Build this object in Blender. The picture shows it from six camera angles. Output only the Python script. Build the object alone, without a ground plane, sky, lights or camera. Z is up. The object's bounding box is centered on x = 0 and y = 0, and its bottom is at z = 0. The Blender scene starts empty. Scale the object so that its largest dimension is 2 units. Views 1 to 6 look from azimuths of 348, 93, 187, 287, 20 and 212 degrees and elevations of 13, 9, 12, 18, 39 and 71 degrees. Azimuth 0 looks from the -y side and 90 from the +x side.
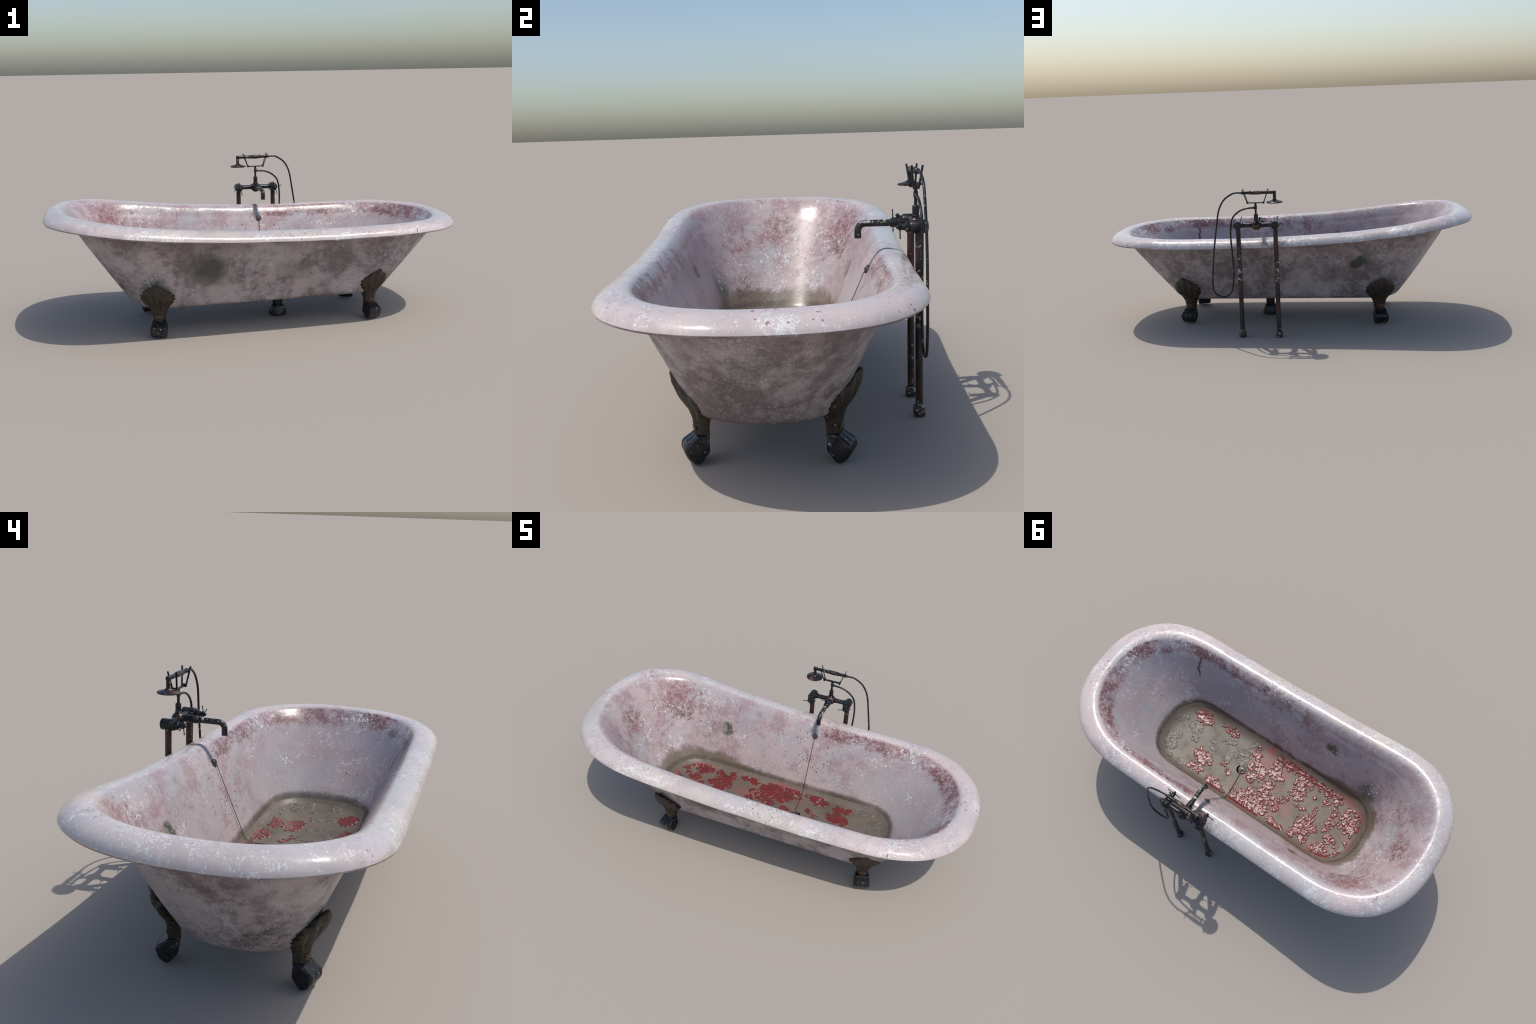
import bpy, bmesh, math, random
from mathutils import Vector, Matrix, noise
rnd = random.Random(7)
pi = math.pi

# ------------------------------------------------------------------ helpers
def interp(tab, x):
    """piecewise-smooth (monotone cubic-ish) lookup in [(x, y), ...]"""
    n = len(tab)
    if x <= tab[0][0]: return tab[0][1]
    if x >= tab[-1][0]: return tab[-1][1]
    for i in range(n - 1):
        if tab[i][0] <= x <= tab[i + 1][0]: break
    x0, y0 = tab[i]; x1, y1 = tab[i + 1]
    def slope(j):
        if j == 0: return (tab[1][1] - tab[0][1]) / (tab[1][0] - tab[0][0])
        if j == n - 1: return (tab[-1][1] - tab[-2][1]) / (tab[-1][0] - tab[-2][0])
        return (tab[j + 1][1] - tab[j - 1][1]) / (tab[j + 1][0] - tab[j - 1][0])
    h = x1 - x0; t = (x - x0) / h
    m0, m1 = slope(i) * h, slope(i + 1) * h
    return ((2*t**3 - 3*t*t + 1) * y0 + (t**3 - 2*t*t + t) * m0 + (-2*t**3 + 3*t*t) * y1 + (t**3 - t*t) * m1)

def new_object(name, verts, faces, mat, parent=None, smooth=True, kind=None):
    me = bpy.data.meshes.new(name)
    me.from_pydata([tuple(v) for v in verts], [], faces)
    me.materials.append(mat)
    if smooth:
        me.polygons.foreach_set("use_smooth", [True] * len(me.polygons))
    me.update()
    ob = bpy.data.objects.new(name, me)
    bpy.context.scene.collection.objects.link(ob)
    if parent: ob.parent = parent
    if kind: ob["kind"] = kind
    return ob

def sharpen(ob, deg=35):
    """shade smooth by angle"""
    me = ob.data
    bm = bmesh.new(); bm.from_mesh(me)
    bmesh.ops.recalc_face_normals(bm, faces=bm.faces)
    a = math.radians(deg)
    for e in bm.edges:
        e.smooth = not (len(e.link_faces) == 2 and e.calc_face_angle(0) > a)
    bm.to_mesh(me); bm.free(); me.update()
    return ob

class Build:
    """collects pieces of one part"""
    def __init__(s): s.v, s.f = [], []
    def add(s, v, f):
        o = len(s.v); s.v += [Vector(p) for p in v]; s.f += [tuple(i + o for i in q) for q in f]
    def rings(s, rings, cap0=True, cap1=True):
        n = len(rings[0]); v = [p for r in rings for p in r]; f = []
        for i in range(len(rings) - 1):
            for j in range(n):
                k = (j + 1) % n
                f.append((i*n + j, i*n + k, (i+1)*n + k, (i+1)*n + j))
        if cap0: f.append(tuple(range(n - 1, -1, -1)))
        if cap1: f.append(tuple((len(rings) - 1) * n + j for j in range(n)))
        s.add(v, f)
    def lathe(s, prof, at=(0, 0, 0), axis=(0, 0, 1), seg=24):
        """prof: [(radius, height along the axis)]"""
        ax = Vector(axis).normalized()
        u = ax.orthogonal().normalized(); w = ax.cross(u)
        R = []
        for r, h in prof:
            r = max(r, 1e-5)
            R.append([Vector(at) + ax*h + (u*math.cos(2*pi*j/seg) + w*math.sin(2*pi*j/seg)) * r for j in range(seg)])
        s.rings(R)
    def rod(s, a, b, r, seg=16, bev=None):
        a, b = Vector(a), Vector(b); L = (b - a).length
        c = min(r * .25, L * .3) if bev is None else bev
        s.lathe([(r - c, 0), (r, c), (r, L - c), (r - c, L)], a, b - a, seg)
    def ball(s, c, r, seg=24, squash=1.0, axis=(0, 0, 1)):
        s.lathe([(r*math.sin(pi*i/14), -r*squash*math.cos(pi*i/14)) for i in range(15)], c, axis, seg)
    def tube(s, pts, r, seg=12, sub=8):
        P = catmull(pts, sub)
        rings = []
        t0 = (P[1] - P[0]).normalized(); u = t0.orthogonal().normalized()
        for i, p in enumerate(P):
            t = (P[min(i+1, len(P)-1)] - P[max(i-1, 0)]).normalized()
            u = (u - t * u.dot(t)).normalized(); w = t.cross(u)
            rr = r(i / (len(P) - 1)) if callable(r) else r
            rings.append([p + (u*math.cos(2*pi*j/seg) + w*math.sin(2*pi*j/seg)) * rr for j in range(seg)])
        s.rings(rings)
    def box(s, c, half, rot=None):
        c = Vector(c); M = rot or Matrix.Identity(3)
        v = [c + M @ Vector((half[0]*a, half[1]*b, half[2]*d)) for a in (-1, 1) for b in (-1, 1) for d in (-1, 1)]
        s.add(v, [(0,1,3,2), (4,6,7,5), (0,4,5,1), (2,3,7,6), (0,2,6,4), (1,5,7,3)])
    def obj(s, name, mat, parent=None, deg=35, kind=None):
        return sharpen(new_object(name, s.v, s.f, mat, parent, True, kind), deg)

def catmull(pts, sub):
    P = [Vector(p) for p in pts]
    P = [P[0]*2 - P[1]] + P + [P[-1]*2 - P[-2]]
    out = []
    for i in range(1, len(P) - 2):
        a, b, c, d = P[i-1:i+3]
        for k in range(sub):
            t = k / sub
            out.append(.5 * ((2*b) + (c - a)*t + (2*a - 5*b + 4*c - d)*t*t + (3*b - a - 3*c + d)*t**3))
    out.append(P[-2])
    return out

def empty(name, label=None, category=None, parent=None, at=(0, 0, 0)):
    e = bpy.data.objects.new(name, None)
    e.empty_display_size = .1; e.location = at
    bpy.context.scene.collection.objects.link(e)
    if label: e["label"] = label
    if category: e["category"] = category
    if parent: e.parent = parent
    return e

# ------------------------------------------------------------------ node helpers
class Nodes:
    def __init__(s, name):
        s.mat = bpy.data.materials.new(name); s.mat.use_nodes = True
        s.t = s.mat.node_tree; s.t.nodes.clear()
        s.out = s.t.nodes.new("ShaderNodeOutputMaterial")
        s.bsdf = s.t.nodes.new("ShaderNodeBsdfPrincipled")
        s.t.links.new(s.bsdf.outputs[0], s.out.inputs[0])
        tc = s.t.nodes.new("ShaderNodeTexCoord"); s.P = tc.outputs["Object"]
    def new(s, kind, **kw):
        n = s.t.nodes.new("ShaderNode" + kind)
        for k, v in kw.items(): setattr(n, k, v)
        return n
    def put(s, sock, val):
        if isinstance(val, bpy.types.NodeSocket): s.t.links.new(val, sock)
        elif isinstance(val, (tuple, list)) and len(val) == 3 and sock.type == "RGBA": sock.default_value = (*val, 1)
        else: sock.default_value = val
    def math(s, op, a, b=0.0, c=None, clamp=False):
        n = s.new("Math", operation=op, use_clamp=clamp)
        s.put(n.inputs[0], a); s.put(n.inputs[1], b)
        if c is not None: s.put(n.inputs[2], c)
        return n.outputs[0]
    def add(s, a, b): return s.math("ADD", a, b)
    def sub(s, a, b): return s.math("SUBTRACT", a, b)
    def mul(s, *v):
        r = v[0]
        for w in v[1:]: r = s.math("MULTIPLY", r, w)
        return r
    def mx(s, a, b): return s.math("MAXIMUM", a, b)
    def inv(s, a): return s.math("SUBTRACT", 1.0, a)
    def step(s, v, lo, hi, a=0.0, b=1.0):
        n = s.new("MapRange", interpolation_type="SMOOTHSTEP")
        s.put(n.inputs[0], v)
        for i, x in enumerate((lo, hi, a, b)): s.put(n.inputs[i+1], x)
        return n.outputs[0]
    def band(s, v, a, b, c, d): return s.mul(s.step(v, a, b), s.step(v, c, d, 1.0, 0.0))
    def noise(s, scale, detail=4.0, rough=.55, off=(0, 0, 0), stretch=(1, 1, 1), dist=0.0, vec=None):
        m = s.new("Mapping"); s.put(m.inputs[0], vec or s.P)
        m.inputs[1].default_value = off; m.inputs[3].default_value = stretch
        n = s.new("TexNoise"); s.put(n.inputs["Vector"], m.outputs[0])
        for k, v in (("Scale", scale), ("Detail", detail), ("Roughness", rough), ("Distortion", dist)): n.inputs[k].default_value = v
        return n.outputs[0]
    def noise_colour(s, scale, off=(0, 0, 0)):
        m = s.new("Mapping"); s.put(m.inputs[0], s.P); m.inputs[1].default_value = off
        n = s.new("TexNoise"); s.put(n.inputs["Vector"], m.outputs[0]); n.inputs["Scale"].default_value = scale
        n.inputs["Detail"].default_value = 3.0
        return n.outputs[1]
    def dots(s, scale, off=(0, 0, 0)):
        m = s.new("Mapping"); s.put(m.inputs[0], s.P); m.inputs[1].default_value = off
        n = s.new("TexVoronoi"); s.put(n.inputs["Vector"], m.outputs[0]); n.inputs["Scale"].default_value = scale
        return n.outputs[0], n.outputs[1]
    def mix(s, f, a, b, kind="MIX"):
        n = s.new("Mix", data_type="RGBA", blend_type=kind)
        s.put(n.inputs[0], f); s.put(n.inputs[6], a); s.put(n.inputs[7], b)
        return n.outputs[2]
    def xyz(s, v=None):
        n = s.new("SeparateXYZ"); s.put(n.inputs[0], v or s.P)
        return n.outputs
    def vec(s, op, a, b=None, scale=None):
        n = s.new("VectorMath", operation=op); s.put(n.inputs[0], a)
        if b is not None: s.put(n.inputs[1], b)
        if scale is not None: n.inputs["Scale"].default_value = scale
        return n.outputs[1] if op in ("DISTANCE", "LENGTH", "DOT_PRODUCT") else n.outputs[0]
    def bump(s, h, strength=.3, dist=.002, normal=None):
        n = s.new("Bump"); s.put(n.inputs["Height"], h)
        n.inputs["Strength"].default_value = strength; n.inputs["Distance"].default_value = dist
        if normal: s.put(n.inputs["Normal"], normal)
        return n.outputs[0]
    def finish(s, **kw):
        for k, v in kw.items(): s.put(s.bsdf.inputs[k.replace("_", " ")], v)
        return s.mat

# ------------------------------------------------------------------ bathtub shape rules
CY = -.020                      # the tub's long axis
LIP = [(-1.02, .551), (-.9, .552), (-.75, .537), (-.63, .520), (-.37, .4925), (-.2, .481), (0, .4715),
       (.2, .465), (.4, .463), (.6, .464), (.8, .465), (1.02, .462)]     # height of the rolled rim's outer edge
def lip(x): return interp(LIP, x)
def rim_gain(x): return 1.0 + .16 * max(0.0, min(1.0, (-x - .1) / .6))    # the high end has a fatter roll

# one outline per level, from the middle of the underside, up the outside, over the rim, down to the basin floor:
# x at the head end, x at the foot end, half width, z (absolute, or above the lip), share of the lip's rise followed, kind
LEVELS = []
def level(xa, xb, hw, z, f, end=None): LEVELS.append((xa, xb, hw, z, f, end))
FLOOR = .150
level(-.46, .49, .045, .127, 0, .045); level(-.50, .53, .09, .127, 0, .09)
level(-.575, .60, .165, .1285, 0, .15); level(-.600, .630, .187, .133, 0, .165); level(-.615, .652, .202, .146, 0, .18)
for i in range(9):
    t = i / 8
    level(-.630 - .252*t, .668 + .250*t, .210 + .130*t, .165 + .290*t, t**1.15, .19 + .20*t)
N_BODY = len(LEVELS)
HW = .442
for d, dz in [(.072, -.0085), (.040, -.0075), (.016, -.0075), (.004, -.006), (.000, -.001), (.0004, .003), (.004, .011), (.012, .0205), (.024, .029),
              (.040, .0355), (.058, .0385), (.076, .0380)]:
    level(-1 + d * 1.05, 1 - d * 1.05, HW - d, dz, 9, .45 - .62 * d)
# inner shoulder of the roll: it leans over further at the shallow ends than along the sides
for da, db, ds, dz in [(.096, .098, .090, .0325), (.110, .110, .100, .0235), (.121, .1215, .1075, .0136), (.132, .134, .1145, .0027), (.1455, .152, .123, -.0145)]:
    level(-1 + da, 1 - db, HW - ds, dz, 9, .45 - .62 * ds)
N_RIM = len(LEVELS)
for i in range(10):
    t = i / 9
    level(-.841 + .219*t, .830 - .220*t, .309 - .109*t, .432 - .245*t, 1 - t, .365 - .185*t)
level(-.610, .598, .192, .173, 0, .172); level(-.598, .585, .182, .162, 0, .165); level(-.578, .564, .165, .1545, 0, .15)
level(-.55, .535, .14, FLOOR + .001, 0, .13); level(-.50, .49, .09, FLOOR, 0, .09); level(-.46, .45, .045, FLOOR, 0, .045)

NS, NA = 40, 56
TAPER = .0454                   # the head end is a little broader
def outline(xa, xb, hw, z, f, end, p=2.4):
    pts = []
    def put(x, y):
        y *= (1 - TAPER * min(f, 1) * x)
        if f == 9: zz = lip(x) + (z * rim_gain(x) if z > 0 else z)
        else: zz = z + f * (lip(x) - .465)
        pts.append(Vector((x, CY + y, zz)))
    ea = eb = end
    for i in range(NA):                       # foot end, from -y to +y
        a = -pi/2 + pi * i / NA
        put(xb - eb + eb * math.copysign(abs(math.cos(a))**(2/p), 1), hw * math.copysign(abs(math.sin(a))**(2/p), math.sin(a)))
    for i in range(NS): put(xb - eb + (xa + ea - xb + eb) * i / NS, hw)
    for i in range(NA):
        a = pi/2 + pi * i / NA
        put(xa + ea - ea * abs(math.cos(a))**(2/p), hw * math.copysign(abs(math.sin(a))**(2/p), math.sin(a)))
    for i in range(NS): put(xa + ea + (xb - eb - xa - ea) * i / NS, -hw)
    return pts

def build_tub(mat, parent):
    base = [outline(*l) for l in LEVELS]
    n = len(base[0]); SUB = 3
    cols = [catmull([r[j] for r in base], SUB) for j in range(n)]
    rows = len(cols[0])
    V = [cols[j][i] for i in range(rows) for j in range(n)]
    # hand-made unevenness of cast iron
    V = [v + noise.noise_vector(v * 5.0) * .0016 * min(1, max(0, (v.z - .19) / .06)) for v in V]
    F = [(i*n + j, i*n + (j+1) % n, (i+1)*n + (j+1) % n, (i+1)*n + j) for i in range(rows - 1) for j in range(n)]
    F += [tuple(range(n))[::-1], tuple(range((rows-1)*n, rows*n))]
    whole = bpy.data.meshes.new("whole"); whole.from_pydata([tuple(v) for v in V], [], F)
    whole.polygons.foreach_set("use_smooth", [True] * len(F)); whole.update()
    VN = [v.normal.copy() for v in whole.vertices]
    bpy.data.meshes.remove(whole)
    cut1, cut2 = (N_BODY + 1) * SUB, (N_RIM) * SUB
    for name, a, b in (("tub_body", 0, cut1), ("rim", cut1, cut2), ("basin", cut2, rows - 1)):
        vs = V[a*n:(b+1)*n]
        fs = ([tuple(range(n))[::-1]] if a == 0 else []) + ([tuple(range((b-a)*n, (b-a+1)*n))] if b == rows - 1 else [])
        fs += [(i*n + j, i*n + (j+1) % n, (i+1)*n + (j+1) % n, (i+1)*n + j) for i in range(b - a) for j in range(n)]
        ob = new_object(name, vs, fs, mat, parent)
        ob.data.normals_split_custom_set_from_vertices([tuple(q) for q in VN[a*n:(b+1)*n]])

# ------------------------------------------------------------------ enamel, stained
def enamel_material():
    m = Nodes("stained_enamel")
    x, y, z = m.xyz()
    geo = m.new("NewGeometry")
    nx, ny, nz = m.xyz(geo.outputs["Normal"])
    # height of the rim edge above each place, as a curve of x
    curve = m.new("FloatCurve")
    cm = curve.mapping.curves[0]
    pts = [((a + 1.02) / 2.04, b) for a, b in LIP]
    cm.points[0].location = pts[0]; cm.points[1].location = pts[-1]
    for p in pts[1:-1]: cm.points.new(*p)
    curve.mapping.update()
    m.put(curve.inputs[1], m.math("MULTIPLY", m.add(x, 1.02), 1 / 2.04))
    depth = m.sub(curve.outputs[0], z)                    # below the lip
    up = m.step(nz, -.12, .02)                            # 1 on rim and basin, 0 on the outside
    rimface = m.mul(up, m.step(depth, -.012, .03, 1.0, 0.0))
    outside = m.inv(up)
    rad = m.math('SQRT', m.add(m.mul(x, x), m.mul(m.sub(y, CY), m.sub(y, CY))))
    ends = m.step(m.math('ABSOLUTE', x), .45, .85)           # along the sides only the crosswise lean counts
    across = m.mul(ny, m.math('SIGN', m.sub(y, CY)))
    inward = m.add(m.mul(across, m.inv(ends)), m.mul(ends, m.math('DIVIDE', m.add(m.mul(nx, x), m.mul(ny, m.sub(y, CY))), m.mx(rad, .05))))    # negative where the surface faces the middle
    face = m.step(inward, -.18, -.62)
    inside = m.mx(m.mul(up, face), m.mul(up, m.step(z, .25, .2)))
    fine = m.noise(120, 3, .7); mid = m.noise(22, 6, .68, (3, 1, 2)); big = m.noise(4.2, 5, .6, (1, 5, 2)); big2 = m.noise(6.5, 5, .62, (7, 2, 9))
    warp = m.vec("SCALE", m.vec("SUBTRACT", m.noise_colour(14), (.5, .5, .5)), scale=.10)
    Q = m.vec("ADD", m.P, warp)
    def spot(c, r, soft=.6):
        return m.step(m.vec("DISTANCE", Q, c), r * (1 - soft), r, 1.0, 0.0)
    spray = m.add(m.mul(.50, m.noise(165, 4, .72, (2, 2, 8), (1, 1, .8))), m.add(m.mul(.28, mid), m.mul(.22, m.noise(50, 3, .6, (5, 5, 5)))))
    def grain(mask, soft=.085, cover=.215):                 # break a soft mask into sprayed grain
        thr = m.sub(.70, m.mul(mask, cover))
        return m.mul(m.step(m.sub(spray, thr), -soft, soft), m.step(mask, .0, .25))

    pink, lav, white = (.575, .482, .460), (.50, .458, .450), (.67, .69, .70)
    col = m.mix(m.step(big, .38, .62), pink, lav)
    # rim: beige where the hands go on the near side
    beige = m.mul(rimface, m.step(y, -.30, -.40), m.band(x, -.75, -.4, .1, .5), m.step(big2, .35, .6))
    col = m.mix(m.mul(beige, .55), col, (.50, .44, .37))
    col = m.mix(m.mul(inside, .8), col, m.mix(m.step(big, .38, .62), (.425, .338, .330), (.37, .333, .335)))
    # a little rose on the rim too
    col = m.mix(m.mul(.38, rimface, grain(m.step(m.noise(5.2, 4, .6, (1, 1, 6)), .42, .62), .08)), col, (.44, .32, .33))
    dirt = m.mul(rimface, m.step(m.add(m.mul(.7, m.noise(9, 6, .66, (11, 2, 3))), m.mul(.3, spray)), .47, .60))
    col = m.mix(m.mul(.5, dirt), col, (.40, .355, .345))
    # basin walls: rosy mottling
    rosy = m.mul(inside, grain(m.step(m.add(m.mul(big2, .8), m.mul(mid, .2)), .34, .62), .10, .27))
    col = m.mix(m.mul(rosy, .72, m.step(x, .62, .25, .35, 1.0)), col, (.31, .200, .208))
    dullgrey = m.mul(inside, m.step(m.noise(3.4, 4, .5, (4, 4, 1)), .54, .66))
    col = m.mix(m.mul(dullgrey, .6), col, (.36, .338, .350))
    # blood-brown stains: a ring under the rim at the foot end, patches elsewhere
    foot = m.mul(m.step(x, -.02, .22), m.band(depth, -.044, -.026, .008, .055), face)
    foot = m.mul(foot, m.step(m.noise(7.5, 4, .6, (3, 8, 1)), .30, .62, .45, 1.15))
    nearwall = m.mul(m.step(y, -.2, -.3), m.band(x, -.28, -.1, .12, .3), m.band(depth, -.045, -.02, .02, .11), face)
    patch = m.mx(spot((-.68, .25, .47), .27, .9), m.mx(spot((-.80, -.02, .47), .20, .9), m.mul(.95, spot((-.76, -.20, .40), .17, .9))))
    patch = m.mx(patch, m.mul(.75, spot((-.72, .08, .36), .20, .9)))
    patch = m.mx(patch, m.mul(.7, spot((-.50, .25, .36), .20, .9)))
    patch = m.mx(patch, m.mul(.8, spot((.55, .30, .47), .16, .9)))
    patch = m.mul(patch, inside)
    red = m.mx(m.mul(foot, up), m.mx(m.mul(.85, nearwall, up), m.mul(.9, patch)))
    backrim = m.mul(rimface, m.step(y, .30, .36), m.band(x, -.12, .03, .16, .34))
    red = m.mx(red, m.mul(.6, backrim))
    outred = m.mul(outside, m.step(m.noise(4.8, 5, .6, (9, 3, 5)), .54, .72), .55)
    outred = m.mx(outred, m.mul(outside, .55, m.mx(spot((-.74, -.04, .37), .11, .9), spot((-.74, .14, .42), .20, .9))))
    col = m.mix(m.math('MINIMUM', m.add(m.mul(.62, grain(red)), m.mul(.30, red, m.step(mid, .35, .6))), .9), col, m.mix(m.mul(.7, patch), (.150, .046, .047), (.205, .072, .074)))
    # the outside: dull, with dark clouds of grime
    col = m.mix(m.mul(outside, .80), col, (.395, .330, .330))
    cloud = m.mul(outside, m.step(m.add(m.mul(m.noise(3.6, 9, .70, (2, 8, 4)), .60), m.add(m.mul(mid, .22), m.mul(spray, .18))), .43, .57))
    col = m.mix(m.mul(cloud, .85), col, (.130, .096, .097))
    wisp = m.mul(outside, m.step(m.noise(5.5, 4, .6, (12, 3, 1)), .48, .66), m.step(m.add(m.mul(.5, m.noise(24, 8, .72, (8, 8, 8))), m.mul(.5, spray)), .46, .60))
    col = m.mix(m.mul(.65, wisp), col, (.50, .475, .475))
    col = m.mix(m.mul(.60, grain(outred)), col, (.16, .055, .06))
    underlip = m.mul(outside, m.step(depth, .01, .10, 1.0, 0.0), m.step(big2, .35, .6))  # shade below the rolled rim, painted into the shell as a darker band
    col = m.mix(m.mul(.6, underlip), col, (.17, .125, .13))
    oldspot = m.mul(outside, m.mx(spot((-.27, -.32, .32), .14, .8), m.mul(.45, spot((.12, -.31, .29), .12, .9))))
    col = m.mix(m.mul(.93, oldspot), col, (.070, .068, .052))
    green = m.mx(m.mul(.8, spot((-.405, .29, .353), .06, .9)), m.mul(.9, spot((-.388, .27, .354), .055, .9)))
    green = m.mx(green, m.mx(spot((-.258, -.285, .40), .055, .9), m.mul(.7, spot((-.52, -.22, .27), .12, .9))))
    green = m.mx(green, m.mul(.55, grain(spot((-.64, -.14, .22), .15, .9))))
    green = m.mx(green, m.mul(.5, grain(m.mul(inside, m.mx(spot((-.80, .03, .50), .12, .9), spot((-.66, .24, .40), .14, .9))))))
    green = m.step(green, .05, .75)
    col = m.mix(m.mul(.9, green), col, (.042, .058, .028))
    # tide mark and murky floor
    tide_h = m.add(.188, m.add(m.mul(.046, m.step(x, -.05, -.62)), m.add(m.mul(.07, m.sub(big2, .5)), m.mul(.035, m.sub(mid, .5)))))
    tide = m.mul(up, m.step(m.sub(tide_h, z), -.022, .012))
    olive = m.mix(m.step(big, .4, .6), (.125, .105, .068), (.150, .115, .085))
    col = m.mix(m.mul(tide, .86), col, olive)
    col = m.mix(m.mul(up, .8, m.band(z, .168, .180, .188, .206), m.step(big, .25, .6, .5, 1.0)), col, (.075, .062, .045))
    floor = m.mul(up, m.step(z, .177, .165))
    murk = m.mix(m.step(big2, .35, .65), (.145, .119, .095), (.100, .082, .063))
    col = m.mix(m.mul(floor, .93), col, murk)
    film = m.mul(floor, m.step(m.noise(9, 4, .6, (5, 5, 0)), .47, .62), m.band(x, -.35, -.16, .08, .16))
    rim_of_floor = m.mul(m.band(z, .149, .1515, .158, .168), up, m.step(x, -.30, -.50), m.step(m.noise(11, 4, .6, (2, 6, 0)), .40, .56))
    col = m.mix(m.mul(.55, m.mx(film, m.mul(1.2, rim_of_floor))), col, (.27, .065, .058))
    # specks: dried brown droplets, thick round the overflow and along the back wall
    d1, _ = m.dots(70); d2, _ = m.dots(46, (3, 3, 3))
    speckzone = m.mx(m.mul(m.step(m.vec("DISTANCE", Q, (.10, .27, .36)), .30, .08), .9), m.step(m.noise(3.1, 3, .5, (8, 1, 3)), .56, .68))
    speckzone = m.mx(speckzone, m.mul(.5, rimface, m.step(m.noise(4.4, 3, .5, (2, 8, 2)), .53, .62)))
    speckzone = m.mx(speckzone, m.mul(rimface, m.mx(spot((.98, .06, .48), .14), spot((.1, -.42, .49), .12))))
    speck = m.mx(m.step(d1, .30, .20), m.step(d2, .27, .16))
    speck = m.mul(speck, speckzone, m.step(m.noise(30, 2, .5, (1, 1, 7)), .50, .58), m.inv(floor))
    col = m.mix(m.mul(.88, speck), col, (.13, .045, .055))
    # chips and scrapes showing the pale undercoat, in drifts
    drift = m.add(m.mul(.65, m.noise(7.0, 4, .6, (6, 6, 6))), m.mul(.35, m.noise(2.3, 2, .5, (2, 4, 6))))
    flake = m.add(m.mul(.62, m.noise(150, 4, .68, (4, 9, 2), (1, 1, .7), .5)), m.mul(.38, m.noise(48, 3, .6, (1, 9, 4))))
    lim = m.add(m.sub(m.step(drift, .38, .64, .630, .495), m.mul(.024, rimface)), m.mul(.026, inside))
    strays = m.mul(.8, m.step(m.noise(120, 2, .55, (3, 3, 9), (1, 1, .6)), .665, .70))
    chip = m.mul(m.inv(oldspot), m.mx(strays, m.step(m.sub(flake, lim), .0, .06)), m.inv(m.mul(floor, .8)), m.inv(m.mul(.8, tide)))
    col = m.mix(m.mul(chip, m.sub(.80, m.mul(outside, .46))), col, white)
    # a brown crack in the foot-end corner, scratches, and a few dark nicks
    jag = m.mul(m.sub(m.noise(28, 4, .7, (0, 0, 0), (.3, .3, 1)), .5), .085)
    crack = m.mul(m.step(m.math("ABSOLUTE", m.sub(m.add(x, jag), m.add(.50, m.mul(.18, z)))), .0095, .0030), m.step(y, -.15, -.2), inside, m.band(z, .32, .36, .435, .465), m.step(fine, .25, .38))
    nick = m.mul(.8, rimface, m.band(depth, -.022, -.017, -.007, -.002), m.step(m.math("ABSOLUTE", m.sub(x, .683)), .003, .0012), m.step(y, -.38, -.40))
    scr = m.mx(m.mul(m.step(m.math("ABSOLUTE", m.sub(x, m.add(-.40, m.mul(.13, z)))), .006, .001), m.band(z, .455, .47, .49, .50)),
               m.mul(.6, m.step(m.math("ABSOLUTE", m.sub(x, m.add(-.285, m.mul(.13, z)))), .006, .001), m.band(z, .445, .46, .48, .49)))
    scr = m.mul(scr, m.step(y, .2, .25), inside)
    col = m.mix(m.mul(.95, m.mx(crack, nick)), col, (.055, .036, .026))
    col = m.mix(m.mul(.6, scr), col, (.16, .15, .15))
    chipped = m.mul(rimface, m.step(m.vec("DISTANCE", Q, (-.897, .20, .545)), .026, .018))
    col = m.mix(m.mul(chipped, .9), col, m.mix(m.step(fine, .45, .55), (.04, .04, .04), (.75, .78, .8)))
    rough = m.add(m.add(m.add(.13, m.mul(m.mul(inside, .17), m.step(depth, -.02, .06))), m.mul(outside, .22)), m.mul(m.mx(grain(red), cloud), .16))
    rough = m.add(m.add(rough, m.mul(chip, .12)), m.mul(floor, .12))
    rough = m.add(rough, m.mul(m.step(m.noise(15, 5, .65, (4, 3, 9)), .46, .66), .10))
    h = m.add(m.add(m.mul(chip, .35), m.mul(mid, .20)), m.add(m.mul(fine, .07), m.mul(crack, -2.0)))
    h = m.add(h, m.mul(spray, m.mul(inside, .55)))
    h = m.add(h, m.mul(floor, m.add(m.mul(mid, .8), m.mul(big2, 1.2))))
    dents = m.noise(17, 3, .5, (6, 4, 2))
    h = m.add(h, m.mul(dents, m.add(.65, m.mul(rimface, 1.6))))
    n = m.bump(h, .28, .0026)
    return m.finish(Base_Color=col, Roughness=rough, Normal=n, Specular_IOR_Level=m.sub(.5, m.mul(floor, .2)))

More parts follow.
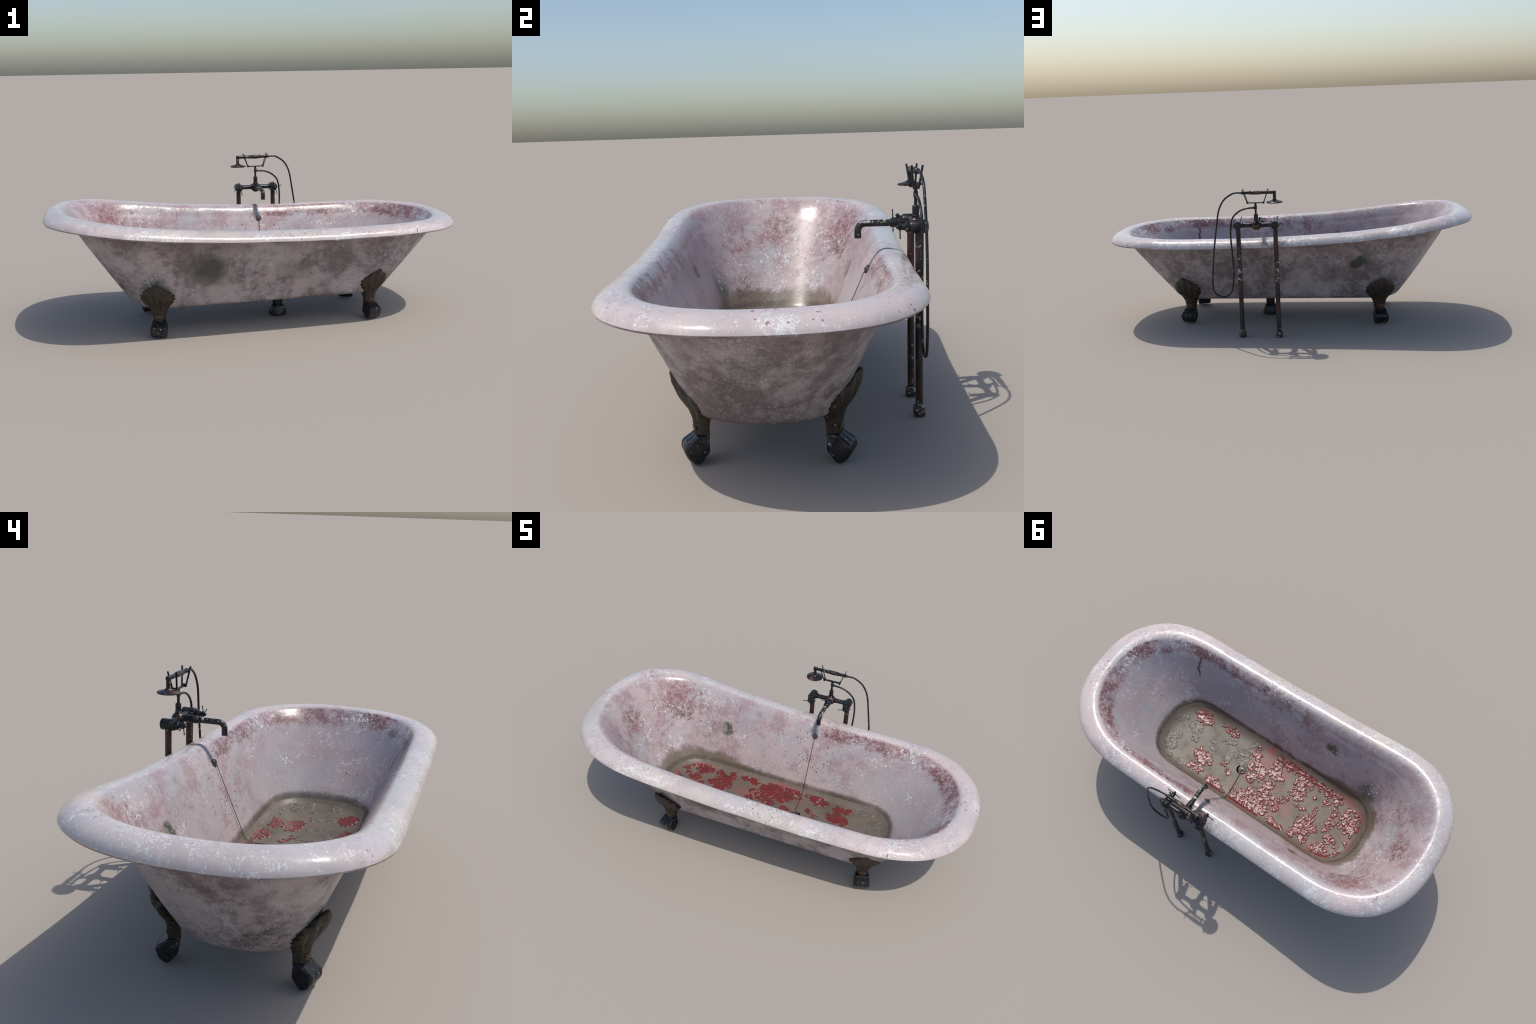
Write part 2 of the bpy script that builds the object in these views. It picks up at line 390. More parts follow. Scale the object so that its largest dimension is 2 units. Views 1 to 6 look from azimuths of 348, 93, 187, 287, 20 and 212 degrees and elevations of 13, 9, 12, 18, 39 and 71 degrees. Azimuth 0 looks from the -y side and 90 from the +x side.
def iron_material(name, tint, rust, rust_amount, fleck=.5, moss=0.0, rough=.38, metal=.35):
    m = Nodes(name)
    info = m.new("ObjectInfo")
    sh = m.new("CombineXYZ"); m.put(sh.inputs[0], m.mul(info.outputs["Random"], 13.0)); m.put(sh.inputs[1], m.mul(info.outputs["Random"], 5.0))
    m.P = m.vec("ADD", m.P, sh.outputs[0])
    blot = m.noise(26, 5, .6, (1, 2, 3)); fine = m.noise(170, 3, .65)
    col = m.mix(m.step(m.noise(50, 4, .6, (4, 2, 2)), .35, .65), tint, tuple(c * 1.9 + .002 for c in tint))
    r = m.mul(m.step(m.add(m.mul(blot, .8), m.mul(fine, .2)), .62 - .25 * rust_amount, .74 - .25 * rust_amount), min(1, .3 + rust_amount))
    col = m.mix(r, col, rust)
    if moss:
        g = m.mul(m.step(m.noise(17, 5, .65, (6, 1, 4)), .44, .60), moss)
        col = m.mix(g, col, (.030, .036, .016))
    f = m.mul(m.step(m.noise(95, 3, .6, (2, 7, 5)), .70 - .1 * fleck, .74 - .1 * fleck), m.step(m.noise(30, 3, .6, (3, 0, 1)), .45, .55))
    col = m.mix(m.mul(f, .8), col, (.40, .37, .33))
    n = m.bump(m.add(m.mul(blot, .5), m.mul(fine, .25)), .35, .0015)
    return m.finish(Base_Color=col, Metallic=m.mul(m.inv(m.mx(r, f)), metal), Roughness=m.add(rough, m.mul(r, .15)), Normal=n)

def post_material():
    m = Nodes("flaking_standpipe")
    x, y, z = m.xyz()
    n1 = m.noise(34, 4, .6, (2, 2, 2), (1, 1, .35)); fine = m.noise(150, 3, .6)
    col = m.mix(m.step(n1, .42, .60), (.018, .017, .018), (.060, .030, .022))
    # the side facing the tub is dark wine red
    geo = m.new("NewGeometry"); nn = m.xyz(geo.outputs["Normal"])
    col = m.mix(m.mul(.75, m.step(nn[1], -.1, -.6), m.step(z, .24, .36), m.step(n1, .3, .5)), col, (.056, .015, .015))
    ring = m.mul(m.band(z, .27, .31, .39, .44), m.step(m.noise(70, 3, .65, (1, 6, 2)), .55, .60))
    spark = m.step(m.noise(80, 3, .6, (8, 3, 2)), .645, .675)
    low = m.mul(m.step(z, .05, .02), m.step(m.noise(75, 2, .6, (4, 4, 4)), .56, .60))
    f = m.mx(m.mx(ring, low), m.mul(.8, spark))
    col = m.mix(f, col, (.45, .42, .38))
    return m.finish(Base_Color=col, Metallic=m.mul(.3, m.inv(f)), Roughness=.38, Normal=m.bump(m.add(n1, m.mul(fine, .3)), .3, .0015))

def spout_material():
    m = Nodes("worn_spout_metal")
    x, y, z = m.xyz()
    bands = m.noise(55, 3, .6, (3, 1, 1), (.3, 1, .3)); fine = m.noise(160, 3, .6)
    f = m.mul(m.step(bands, .50, .58), m.step(y, .268, .285), m.step(m.xyz(m.new("NewGeometry").outputs["Normal"])[2], .0, .5))
    f = m.mx(f, m.step(m.noise(100, 3, .6, (9, 9, 2)), .66, .70))
    col = m.mix(m.step(m.noise(40, 4, .6), .4, .6), (.014, .014, .015), (.035, .033, .032))
    col = m.mix(f, col, (.46, .43, .38))
    return m.finish(Base_Color=col, Metallic=m.mul(.4, m.inv(f)), Roughness=.33, Normal=m.bump(m.add(bands, m.mul(fine, .4)), .3, .0015))

def gore_material(name, a, b, c, amt, gloss=.5):
    m = Nodes(name)
    n1 = m.noise(30, 4, .6, (1, 1, 0)); n2 = m.noise(75, 4, .65, (5, 1, 0))
    col = m.mix(m.step(n1, .38, .62), a, b)
    col = m.mix(m.mul(amt, m.step(n2, .50, .64)), col, c)
    rough = m.add(.17 if gloss > .4 else .26, m.mul(.18, n2))
    return m.finish(Base_Color=col, Roughness=rough, Normal=m.bump(m.noise(120, 3, .6, (2, 3, 4)), .45, .003), Specular_IOR_Level=gloss)

def plain(name, colour, rough=.4, metal=0.0, grain=.5):
    m = Nodes(name)
    n = m.noise(60, 4, .6); f = m.noise(200, 3, .6)
    col = m.mix(m.step(n, .35, .65), colour, tuple(c * grain for c in colour))
    return m.finish(Base_Color=col, Roughness=rough, Metallic=metal, Normal=m.bump(f, .2, .001))

# ------------------------------------------------------------------ clawed leg (local: +y outward, z up, origin on the ground)
# z: (front ridge, half width, where the edges lie)
LEG = [(.070, .006, .0285, -.028), (.090, .008, .0285, -.028), (.112, .010, .0330, -.028), (.127, .012, .0385, -.030),
       (.140, .016, .0490, -.036), (.150, .019, .0580, -.038), (.163, .027, .0710, -.034), (.185, .041, .0785, -.012),
       (.200, .048, .0790, .002), (.215, .054, .0725, .012), (.230, .060, .0550, .027), (.245, .062, .0350, .043),
       (.256, .064, .0190, .055), (.263, .062, .0060, .060)]
TIPS = [.132, .150, .168, .186, .206, .225, .243, .258, .272]        # heights of the leaf tips on the margin
def leg_mesh(mat_leaf):
    b = Build(); rows, cols = 96, 72; rings = []
    for i in range(rows + 1):
        z = .070 + .193 * i / rows
        front, hw, back = (interp([(t[0], t[k]) for t in LEG], z) for k in (1, 2, 3))
        fan = max(0.0, min(1.0, (z - .118) / .05))
        # serrated leaf tips climbing both margins
        s = 0.0
        for t0, t1 in zip(TIPS, TIPS[1:]):
            if t0 <= z < t1: s = (z - t0) / (t1 - t0)
        tooth = 1 + fan * (-.21 + .30 * s**1.5) if z > TIPS[0] else 1.0
        ring = []
        for j in range(cols):                       # front, half a superellipse
            a = -pi/2 + pi * j / (cols - 1)
            u = math.sin(a)
            sgn = 1 if u >= 0 else -1
            edge = (1 - max(0, math.cos(a))**.75)**3
            xx = hw * u * (1 + (tooth - 1) * edge)
            phi = math.atan2(u * hw, z - .092)       # leaf veins spread from the ankle
            flute = math.cos(phi * 19)
            fl = .0066 * fan * (abs(math.cos(phi * 9.5))**.8 - .5 + .25 * flute) + .0012 * (1 - fan) * math.cos(u * 16)
            lap = .006 * fan * (s - .5) * edge
            y = back + (front - back) * math.cos(a)**.75 + (fl + lap) * (math.cos(a)**.5)
            ring.append(Vector((xx, y, z)))
        for j in range(1, 12):                      # flat back
            u = 1 - 2 * j / 12
            ring.append(Vector((hw * u * .97, back - .004 * (1 - u*u), z)))
        rings.append(ring)
    b.rings(rings)
    # two rings round the ankle, the band's upper line, and an oval boss
    for z, r in ((.073, .0022), (.079, .0016), (.1125, .0013)):
        front, hw, back = (interp([(t[0], t[k]) for t in LEG], z) for k in (1, 2, 3))
        path = [(hw * math.sin(a) * 1.0, back + (front - back) * max(0, math.cos(a))**.75 + .0005, z) for a in [-pi/2 + pi * k / 14 for k in range(15)]]
        b.tube(path, r, 8, 2)
    return b

def paw_mesh():
    b = Build(); rings = []
    # side view of the foot, going round it: (outward, z)
    prof = catmull([(-.027, .081, 0), (-.027, .056, 0), (-.0265, .034, 0), (-.016, .021, 0), (-.005, .008, 0), (.003, .0015, 0), (.010, .001, 0), (.020, .006, 0),
            (.031, .017, 0), (.0395, .033, 0), (.0410, .046, 0), (.037, .058, 0), (.026, .066, 0), (.014, .074, 0), (.006, .080, 0), (-.010, .082, 0)], 4)
    n = 44
    for i in range(n + 1):
        s = -1 + 2 * i / n
        x = .0375 * math.sin(s * pi/2)**1 if abs(s) < 1 else math.copysign(.0375, s)
        k = (1 - abs(s)**5 * .32)
        toe = math.cos(s * pi * 4)                       # four toes with grooves between
        ring = []
        for p in prof:
            y, z = p[0], p[1]
            c = Vector((.004, .045))
            fw = max(0.0, min(1.0, (y + .004) / .03))     # only the front carries the toes
            g = k * (1 + fw * (.026 * toe - .01))
            top = max(0.0, min(1.0, (z - .055) / .025)) * .16 * abs(s)
            ring.append(Vector((x * (1 - top * .9), c[0] + (y - c[0]) * g, c[1] + (z - c[1]) * (k * (1 + .02 * fw * toe)))))
        rings.append(ring)
    b.rings(rings)
    return b

def shell_half_width(x, z):
    """how far the outside of the tub lies from its long axis at x, z"""
    prev = None
    for xa, xb, hw, z0, f, e in LEVELS[2:N_BODY]:
        zz = z0 + f * (lip(x) - .465)
        w = hw * (1 - TAPER * f * x)
        u = max((x - xb + e) / e, (xa + e - x) / e, 0)
        w = w * max(0, 1 - u**2.4)**(1 / 2.4)
        if zz >= z:
            if prev is None: return 0.0
            t = (z - prev[0]) / max(1e-6, zz - prev[0])
            return prev[1] + (w - prev[1]) * t
        prev = (zz, w)
    return prev[1]

def build_legs(parent, leaf, black, copper):
    paw_data = None
    for x, y, yaw in ((-.503, -.225, 165), (.548, -.207, 199), (-.505, .199, 15), (.548, .177, -19)):
        M = Matrix.Translation((x, y, 0)) @ Matrix.Rotation(math.radians(yaw), 4, 'Z')
        Mi = M.inverted()
        L = leg_mesh(leaf)
        for i, v in enumerate(L.v):                       # seat the back of the leg against the shell
            w = M @ v
            if w.z > .125:
                s = 1 if w.y > CY else -1
                lim = shell_half_width(w.x, w.z) - .004
                if s * (w.y - CY) < lim:
                    w.y = CY + s * lim; L.v[i] = Mi @ w
        leg = L.obj("leg", leaf, parent, 60)
        if paw_data is None:
            paw = paw_mesh().obj("paw", black, leg, 50)
            boss = Build(); boss.ball((0, 0, 0), .0185, 20)
            boss.v = [Vector((v.x, .0085 + v.y * .16, .098 + v.z * .50)) for v in boss.v]
            bo = boss.obj("medallion", copper, leg, 60)
            paw_data = (paw, bo)
        else:
            for o in paw_data:
                c = o.copy(); c.parent = leg
                bpy.context.scene.collection.objects.link(c)
        leg.matrix_world = M

# ------------------------------------------------------------------ waste, overflow, chain
def build_fittings(parent, black, steel, chainmat):
    b = Build()
    b.lathe([(.0245, .150), (.0245, .056), (.030, .056), (.0335, .052), (.036, .044), (.0450, .010), (.0445, .003), (.041, .001)][::-1], (.119, -.012, 0), (0, 0, 1), 32)
    b.obj("drain_pipe", black, parent, 30)
    b = Build()
    c = Vector((.112, -.013, FLOOR + .002))
    b.lathe([(.023, -.004), (.0235, .002), (.021, .0042), (.0185, .0018), (.0165, .0018), (.0150, .0046), (.0125, .0050), (.0105, .0026), (.0065, .0030), (.0055, .0062), (.002, .0075), (.0001, .0078)], c, (0, 0, 1), 36)
    b.obj("plug", steel, parent, 40)
    # strap hung over the rim, following its roll
    prof = []
    for xa, xb, hw, z, f, e in LEVELS[N_BODY + 2:N_RIM + 1]:
        x = .098
        zz = lip(x) + z if f == 9 else z + f * (lip(x) - .465)
        prof.append(Vector((0, CY + hw * (1 - TAPER * min(f, 1) * x), zz)))
    prof = catmull(prof[1:], 4)
    b = Build(); R = []
    n = len(prof)
    for i, p in enumerate(prof):
        t = (prof[min(i+1, n-1)] - prof[max(i-1, 0)]).normalized()
        nrm = Vector((0, -t.z, t.y)); nrm = -nrm if nrm.z < -.2 or (abs(nrm.z) <= .2 and False) else nrm
        if i == 0: sgn = 1
        k = i / (n - 1)
        x = .084 + .012 * k**1.5
        hw = .0095
        q = p + Vector((0, 0, 0))
        out = Vector((0, t.z, -t.y)) * -1
        R.append([Vector((x + s * hw, (q + out * o).y, (q + out * o).z)) for s, o in ((-1, -.001), (1, -.001), (1, .0022), (.8, .0028), (-.8, .0028), (-1, .0022))])
    b.rings(R)
    b.obj("overflow_strap", chainmat, parent, 30)
    b = Build()
    k = Vector((.096, .2895, .444)); ax = Vector((0, -.92, .38))
    b.lathe([(.0145, -.006), (.0145, .002), (.0125, .0045), (.010, .0045), (.0085, .0030), (.0040, .0030), (.0035, .008), (.001, .009)], k, ax, 28)
    b.obj("overflow_knob", steel, parent, 30)
    b = Build()
    p0 = k + ax * .006
    way = [p0 + Vector((0, 0, -.004)), Vector((.0935, .165, .170)), Vector((.0945, .150, .161)), Vector((.097, .125, FLOOR + .0055)), Vector((.101, .080, FLOOR + .0050)), Vector((.1085, .010, FLOOR + .006)), c + Vector((0, .004, .007))]
    # bead chain
    for a, d in zip(way, way[1:]):
        L = (d - a).length; cnt = max(2, int(L / .0048))
        b.rod(a, d, .0010, 6)
        for i in range(cnt): b.ball(a.lerp(d, i / cnt), .0017, 6)
    b.obj("chain", plain("chain_iron", (.030, .028, .030), .35, .6), parent, 80, "stuff")

# ------------------------------------------------------------------ clotted lumps lying in the basin: (x, y, reach) per clump
RED = [
    [(0.455, -0.148, 0.041), (0.496, -0.157, 0.017), (0.420, -0.143, 0.023)],
    [(0.330, -0.167, 0.017), (0.282, -0.164, 0.026), (0.250, -0.157, 0.017)],
    [(0.351, 0.037, 0.035), (0.304, 0.029, 0.029), (0.275, 0.048, 0.017), (0.318, 0.062, 0.029)],
    [(0.353, 0.118, 0.026), (0.309, 0.111, 0.029)],
    [(0.215, 0.016, 0.017)],
    [(0.171, 0.041, 0.019)],
    [(0.227, 0.126, 0.023), (0.195, 0.128, 0.029), (0.199, 0.154, 0.023), (0.167, 0.147, 0.029), (0.137, 0.157, 0.020)],
    [(0.101, -0.166, 0.017), (0.108, -0.121, 0.020), (0.075, -0.128, 0.023), (0.063, -0.088, 0.026), (0.082, -0.052, 0.017)],
    [(0.034, -0.069, 0.029), (0.052, -0.009, 0.032), (0.007, -0.040, 0.035)],
    [(-0.019, -0.089, 0.023), (-0.060, -0.094, 0.035), (-0.027, -0.142, 0.029), (-0.028, -0.174, 0.023), (-0.099, -0.081, 0.015)],
    [(-0.055, -0.036, 0.029), (-0.047, 0.017, 0.035), (-0.007, 0.067, 0.035)],
    [(0.029, 0.099, 0.035), (0.063, 0.146, 0.026), (0.032, 0.148, 0.029), (0.089, 0.109, 0.015)],
    [(-0.021, 0.119, 0.041), (-0.068, 0.079, 0.041), (-0.101, 0.042, 0.029)],
    [(-0.103, 0.109, 0.035), (-0.062, 0.145, 0.029), (-0.146, 0.064, 0.023), (-0.064, 0.180, 0.017), (-0.088, 0.172, 0.017)],
    [(-0.151, 0.007, 0.023), (-0.179, -0.016, 0.012)],
    [(-0.082, -0.171, 0.029), (-0.137, -0.177, 0.029), (-0.198, -0.164, 0.035), (-0.190, -0.120, 0.035)],
    [(-0.181, -0.067, 0.026), (-0.221, -0.095, 0.029), (-0.214, -0.051, 0.020), (-0.241, -0.054, 0.015), (-0.235, -0.019, 0.017)],
    [(-0.243, -0.140, 0.023), (-0.249, -0.175, 0.023), (-0.297, -0.169, 0.023)],
    [(-0.344, -0.163, 0.026), (-0.392, -0.157, 0.026), (-0.424, -0.140, 0.020), (-0.405, -0.181, 0.017)],
    [(-0.365, -0.108, 0.020), (-0.426, -0.104, 0.017), (-0.438, -0.074, 0.015)],
    [(-0.288, -0.017, 0.009)],
    [(-0.271, -0.009, 0.007)],
    [(-0.298, -0.100, 0.007)],
    [(-0.337, -0.051, 0.015), (-0.350, -0.021, 0.017), (-0.335, 0.011, 0.026)],
    [(-0.299, 0.044, 0.029), (-0.303, 0.093, 0.035), (-0.341, 0.052, 0.035), (-0.381, 0.048, 0.026)],
    [(-0.353, 0.104, 0.029), (-0.305, 0.129, 0.026), (-0.372, 0.132, 0.015)],
    [(-0.165, 0.135, 0.020), (-0.193, 0.145, 0.023), (-0.232, 0.149, 0.023)],
    [(-0.438, -0.029, 0.029), (-0.439, 0.016, 0.017)],
    [(-0.480, 0.047, 0.026), (-0.507, 0.044, 0.015)],
    [(-0.486, -0.099, 0.029), (-0.499, -0.146, 0.023), (-0.500, -0.056, 0.026)],
    [(-0.548, -0.126, 0.023), (-0.526, -0.081, 0.035), (-0.549, -0.045, 0.029)],
    [(-0.586, -0.077, 0.023), (-0.610, -0.027, 0.020)],
    [(-0.436, 0.121, 0.026), (-0.477, 0.108, 0.026), (-0.471, 0.142, 0.035), (-0.452, 0.177, 0.029)],
    [(-0.497, 0.160, 0.029), (-0.425, 0.180, 0.015), (-0.533, 0.129, 0.020), (-0.561, 0.095, 0.020)],
    [(-0.540, 0.073, 0.017)],
    [(-0.368, 0.179, 0.009)],
    [(-0.566, 0.026, 0.015)],
]
GRAY = [
    [(0.571, -0.073, 0.029), (0.598, -0.078, 0.023), (0.599, -0.037, 0.023)],
    [(0.558, 0.049, 0.035), (0.524, 0.043, 0.029), (0.506, 0.014, 0.017)],
    [(0.549, 0.092, 0.029), (0.505, 0.078, 0.026), (0.587, 0.062, 0.023)],
    [(0.467, -0.069, 0.029), (0.439, -0.073, 0.023), (0.430, -0.029, 0.020), (0.420, -0.004, 0.015)],
    [(0.325, -0.053, 0.017), (0.315, -0.028, 0.015)],
    [(0.296, -0.097, 0.012)],
    [(0.257, -0.107, 0.017), (0.233, -0.116, 0.015)],
    [(0.490, 0.140, 0.017), (0.471, 0.166, 0.015)],
    [(0.436, 0.151, 0.026), (0.413, 0.151, 0.017)],
    [(0.228, -0.023, 0.020), (0.201, -0.050, 0.020), (0.206, -0.014, 0.017)],
    [(0.178, -0.081, 0.023), (0.137, -0.077, 0.029), (0.133, -0.049, 0.023)],
    [(0.145, -0.120, 0.023), (0.133, -0.168, 0.017)],
    [(0.525, -0.095, 0.012)],
]

def build_clumps(parent, name, groups, mat, height):
    S = .0024
    for gi, grp in enumerate(groups):
        bumps = []
        grp = [(x, y, r) for x, y, r in grp if basin_floor(x, y) < FLOOR + .012]
        for (x, y, r) in grp:
            for _ in range(max(4, int((r / .0072)**2 * 1.7))):
                a, q = rnd.uniform(0, 2*pi), r * 1.08 * rnd.uniform(0, 1)**.55
                rr = rnd.uniform(.0050, .0115) * (1.0 if q < r * .8 else .75)
                bumps.append((x + q*math.cos(a), y + q*math.sin(a), rr, rnd.uniform(.45, 1.0) * height))
            for _ in range(2):                              # stray droplets
                a, q = rnd.uniform(0, 2*pi), r * rnd.uniform(1.0, 1.25)
                bumps.append((x + q*math.cos(a), y + q*math.sin(a), rnd.uniform(.003, .005), .5 * height))
        H = {}
        for bx, by, br, bh in bumps:
            for i in range(int((bx - br) / S) - 1, int((bx + br) / S) + 2):
                for j in range(int((by - br) / S) - 1, int((by + br) / S) + 2):
                    d2 = ((i*S - bx)**2 + (j*S - by)**2) / br**2
                    if d2 < 1.5 and basin_floor(i*S, j*S) < FLOOR + .010:
                        h = bh * (1 - d2) if d2 > .5 else bh * (.5 + .5 * math.cos(d2 * pi/2)**.5 * 0 + .25 * (1 - d2) * 1.0 - .125 + .0) 
                        if h > H.get((i, j), -1e-3): H[(i, j)] = h
        ids, V, F = {}, [], []
        for (i, j), h in H.items():
            X, Y = i*S, j*S
            ids[(i, j)] = len(V)
            V.append((X, Y, basin_floor(X, Y) + h + (.0004 if h > 0 else -.0012)))
        for (i, j) in H:
            q = [(i, j), (i+1, j), (i+1, j+1), (i, j+1)]
            if all(k in ids for k in q) and max(H[k] for k in q) > 0:
                F.append(tuple(ids[k] for k in q))
        used = sorted({k for f in F for k in f}); re = {k: n for n, k in enumerate(used)}
        if F: new_object(name, [V[k] for k in used], [tuple(re[k] for k in f) for f in F], mat, parent)

FLOOR_RINGS = [(l[0], l[1], l[2], l[3], l[5]) for l in LEVELS[-6:]]
def basin_floor(x, y):
    """height of the basin's floor and cove at x, y"""
    def inside(xa, xb, hw, e):
        yy = abs(y - CY) / hw
        if x > xb - e: u = (x - xb + e) / e
        elif x < xa + e: u = (xa + e - x) / e
        else: u = 0
        return (yy**2.4 + max(0, u)**2.4)**(1 / 2.4)
    prev = None
    for xa, xb, hw, z, e in FLOOR_RINGS[::-1]:
        k = inside(xa, xb, hw, e)
        if k <= 1:
            if prev is None: return z + .0002
            k0, z0 = prev
            t = (k0 - 1) / max(1e-6, (k0 - 1) + (1 - k))
            return z0 + (z - z0) * t
        prev = (k, z)
    return FLOOR_RINGS[0][3] + (prev[0] - 1) * .10

# ------------------------------------------------------------------ freestanding tap with hand shower
FX, FY, FZ = .116, .441, .589
def build_tap(parent, iron, post, spoutmat, copper, coppery):
    XA, XB = .020, .211
    for x in (XA, XB):
        b = Build()
        b.rod((x, FY - .003, .02), (x, FY - .003, FZ - .01), .0118, 24)
        p = b.obj("standpipe", post, parent, 30)
        b = Build()
        b.lathe([(.0178, 0), (.0186, .001), (.0186, .031), (.0178, .0325), (.0125, .033)], (x, FY - .003, 0), (0, 0, 1), 28)
        b.obj("foot_collar", post, p, 30)
        b = Build()                                     # valve housing lying across the tub's edge
        b.lathe([(.0150, 0), (.0195, .003), (.0205, .006), (.0205, .050), (.0190, .054), (.0160, .055)], (x, FY + .024, FZ), (0, -1, 0), 28)
        b.lathe([(.0150, .052), (.0150, .058), (.0165, .060), (.0165, .066), (.0105, .069), (.0095, .080), (.0110, .082), (.0110, .087), (.0040, .089)], (x, FY + .024, FZ), (0, -1, 0), 24)
        v = b.obj("valve", iron, p, 30)
        b = Build()                                     # cross handle
        c = Vector((x, FY + .024 - .0845, FZ)); tw = .32 if x == XB else .25
        for k in range(4):
            a = tw + k * pi/2
            d = Vector((math.cos(a), 0, math.sin(a)))
            b.rod(c + d * .004, c + d * .034, .0019, 8)
            b.ball(c + d * .034, .0026, 10)
        b.ball(c + Vector((0, -.006, 0)), .0062, 14)
        b.obj("cross_handle", iron, v, 30)
    b = Build()
    b.rod((XA + .012, FY, FZ), (XB - .012, FY, FZ), .0115, 22)
    for s, e in ((XA, 1), (XB, -1)):
        b.rod((s + e * .017, FY, FZ), (s + e * .026, FY, FZ), .0142, 22)
    for e in (-1, 1): b.rod((FX + e * .020, FY, FZ), (FX + e * .030, FY, FZ), .0138, 22)
    b.obj("crossbar", iron, parent, 30)
    b = Build(); b.ball((FX, FY, FZ - .002), .0255, 32); b.obj("mixer_ball", coppery, parent, 60)
    # spout
    b = Build()
    z = FZ + .003
    b.lathe([(.0120, .015), (.0135, .018), (.0145, .046), (.0158, .048), (.0158, .054), (.0142, .056), (.0142, .076), (.0120, .079)], (FX - .001, FY, z), (0, -1, 0), 26)
    b.obj("spout_collar", iron, parent, 30)
    b = Build()
    arc = [(FX - .001, FY - .072, z)] + [(FX - .001, FY - .10 - .02*i, z) for i in range(3)]
    yb = FY - .156
    arc += [(FX - .001, yb - .024 * math.sin(a), z - .024 + .024 * math.cos(a)) for a in (0, .4, .8, 1.2, pi/2)] + [(FX - .001, yb - .024, z - .034), (FX - .001, yb - .024, FZ - .043)]
    b.tube(arc, .0108, 22, 5)
    b.obj("spout", spoutmat, parent, 40)
    b = Build()                                         # little diverter on the collar
    b.rod((FX - .010, FY - .055, z + .010), (FX - .010, FY - .055, z + .020), .0045, 12)
    b.ball((FX - .010, FY - .055, z + .0225), .0058, 14)
    b.rod((FX - .036, FY - .060, z + .020), (FX - .010, FY - .056, z + .020), .0017, 8)
    b.obj("diverter", iron, parent, 30)
    # riser and cradle
    b = Build()
    b.lathe([(.0120, .018), (.0128, .024), (.0108, .026), (.0108, .053), (.0090, .056), (.0052, .057), (.0052, .080), (.0072, .082), (.0072, .098), (.0055, .100), (.0055, .112)], (FX, FY, FZ), (0, 0, 1), 20)
    b.rod((FX, FY, FZ + .088), (FX + .016, FY, FZ + .088), .0060, 14)
    riser = b.obj("riser", iron, parent, 30)
    b = Build()
    zc = .702; xl, xr = .074, .157
    b.box(((xl + xr) / 2, FY - .004, zc), ((xr - xl) / 2, .0050, .0024))
    for xe, xt, s in ((xl, .050, -1), (xr, .180, 1)):
        b.box((xe, FY - .004, zc + .002), (.0035, .0100, .0060))
        for sy in (-1, 1):
            p0 = Vector((xe, FY - .004 + sy * .008, zc)); p1 = Vector((xt, FY - .004 + sy * .0165, .771))
            d = (p1 - p0); L = d.length
            zq = d.normalized(); yq = Vector((0, 1, 0)); xq = yq.cross(zq).normalized(); yq = zq.cross(xq)
            M = Matrix((xq, yq, zq)).transposed()
            b.box((p0 + p1) / 2, (.0016, .0030, L / 2), M)
    b.obj("cradle", iron, riser, 30)
    # hand shower
    zh = .7535; yh = FY - .004
    b = Build()
    b.rod((.0105, yh, zh), (.083, yh, zh), .0080, 20, .001)
    b.rod((.145, yh, zh), (.186, yh, zh), .0078, 20)
    b.lathe([(.0078, 0), (.0092, .002), (.0092, .007), (.0060, .010), (.0052, .020)], (.176, yh, zh), (1, 0, 0), 18)
    b.rod((.0185, yh, zh + .0075), (.0185, yh, .716), .0080, 20, .001)
    hs = b.obj("hand_shower", iron, parent, 30)
    b = Build()
    b.lathe([(.0075, 0), (.0098, .003), (.0098, .009), (.0088, .011), (.0105, .022), (.0105, .044), (.0088, .055), (.0098, .057), (.0098, .063), (.0078, .066)], (.081, yh, zh), (1, 0, 0), 22)
    b.obj("grip", copper, hs, 30)
    b = Build()
    b.lathe([(.001, .7010), (.0385, .7010), (.0412, .7025), (.0412, .7060), (.0385, .7078), (.024, .7110), (.0150, .7140), (.0120, .7170), (.0090, .7190)], (.0195, yh, 0), (0, 0, 1), 40)
    for k in range(3):                                  # spray holes' nubs
        for q in range(6 * (k + 1)):
            a = 2*pi*q / (6 * (k + 1))
            b.ball((.0195 + .0105 * (k+1) * math.cos(a), yh + .0105 * (k+1) * math.sin(a), .7008), .0011, 6)
    b.obj("shower_head", copper, hs, 30)
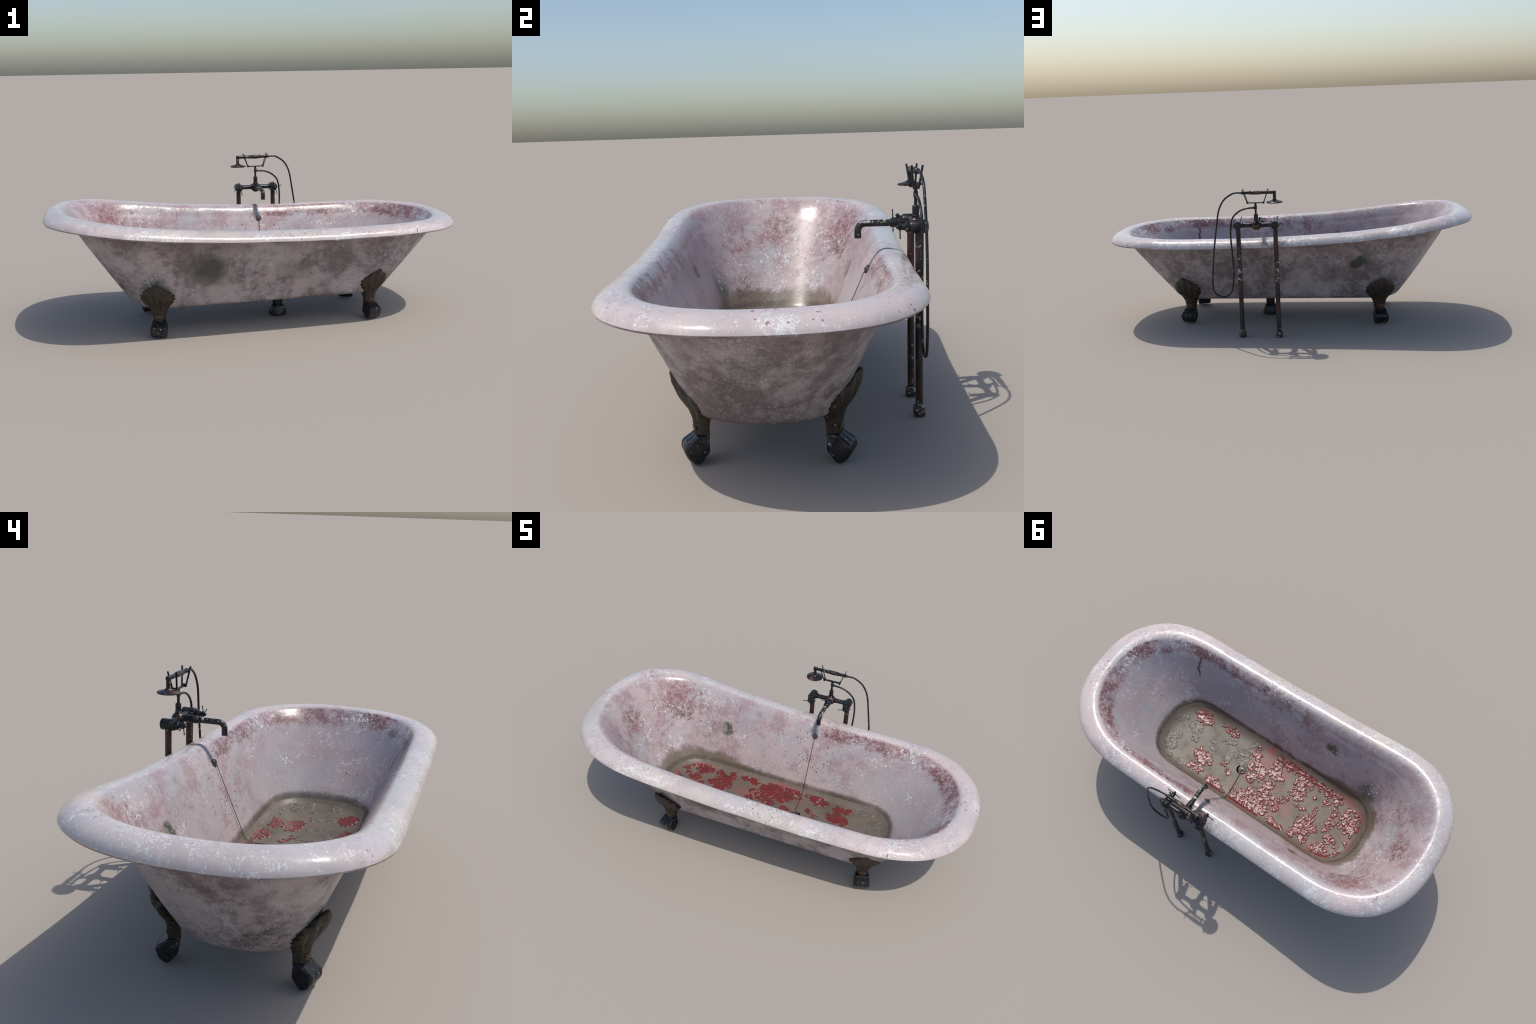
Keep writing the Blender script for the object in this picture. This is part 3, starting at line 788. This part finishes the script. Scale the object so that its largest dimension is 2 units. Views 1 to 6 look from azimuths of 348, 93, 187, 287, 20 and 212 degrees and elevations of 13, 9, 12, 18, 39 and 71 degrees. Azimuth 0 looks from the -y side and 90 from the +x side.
    # hose: from the handle down in a long loop and back up to the riser
    way = [(.188, yh, .753), (.212, yh + .001, .7535), (.234, yh + .003, .749), (.276, .442, .720), (.305, .442, .667), (.321, .444, .581), (.337, .444, .477), (.347, .443, .389),
           (.355, .442, .300), (.350, .441, .244), (.330, .442, .223), (.300, .442, .214), (.272, .442, .225), (.256, .442, .249), (.244, .442, .316), (.244, .442, .410), (.249, .442, .498),
           (.249, .442, .563), (.238, .442, .623), (.206, .441, .657), (.168, FY, .673), (.128, FY, .677)]
    b = Build(); b.tube(way, .0044, 12, 6)
    b.obj("hose", iron, parent, 80)

# ------------------------------------------------------------------ put it together
tub = empty("bathtub", "clawfoot slipper bathtub with grimy blood-stained pink enamel", "bathtub")
tap = empty("bath_tap", "freestanding rusty bath tap with hand shower on two pipes", "tap", None)

enamel = enamel_material()
black = iron_material("black_iron", (.012, .012, .013), (.050, .046, .042), .15, .75, 0, .32, .3)
iron = iron_material("tap_iron", (.012, .012, .013), (.055, .036, .025), .25, .75, 0, .34, .4)
leaf = iron_material("mossy_rusted_iron", (.027, .018, .012), (.056, .027, .015), .5, .35, .62, .50, .15)
boss = plain("rubbed_copper", (.13, .062, .030), .45, .3, .6)
copper = iron_material("rusty_copper", (.016, .014, .014), (.17, .080, .043), .48, .45, 0, .32, .35)
coppery = iron_material("dark_copper", (.016, .012, .011), (.18, .075, .045), .48, .55, 0, .30, .45)
steel = iron_material("tarnished_steel", (.060, .052, .046), (.050, .036, .028), .4, .45, 0, .3, .5)
strap = plain("grey_strap", (.235, .225, .265), .5, 0, .82)
red = gore_material("clotted_red", (.155, .014, .013), (.115, .019, .016), (.125, .070, .055), .5)
grey = gore_material("murky_jelly", (.115, .102, .084), (.145, .128, .106), (.07, .064, .05), .5, .32)

build_tub(enamel, tub)
build_legs(tub, leaf, black, boss)
build_fittings(tub, black, steel, strap)
build_clumps(tub, "red_clump", RED, red, .0042)
build_clumps(tub, "grey_clump", GRAY, grey, .0032)
build_tap(tap, iron, post_material(), spout_material(), copper, coppery)
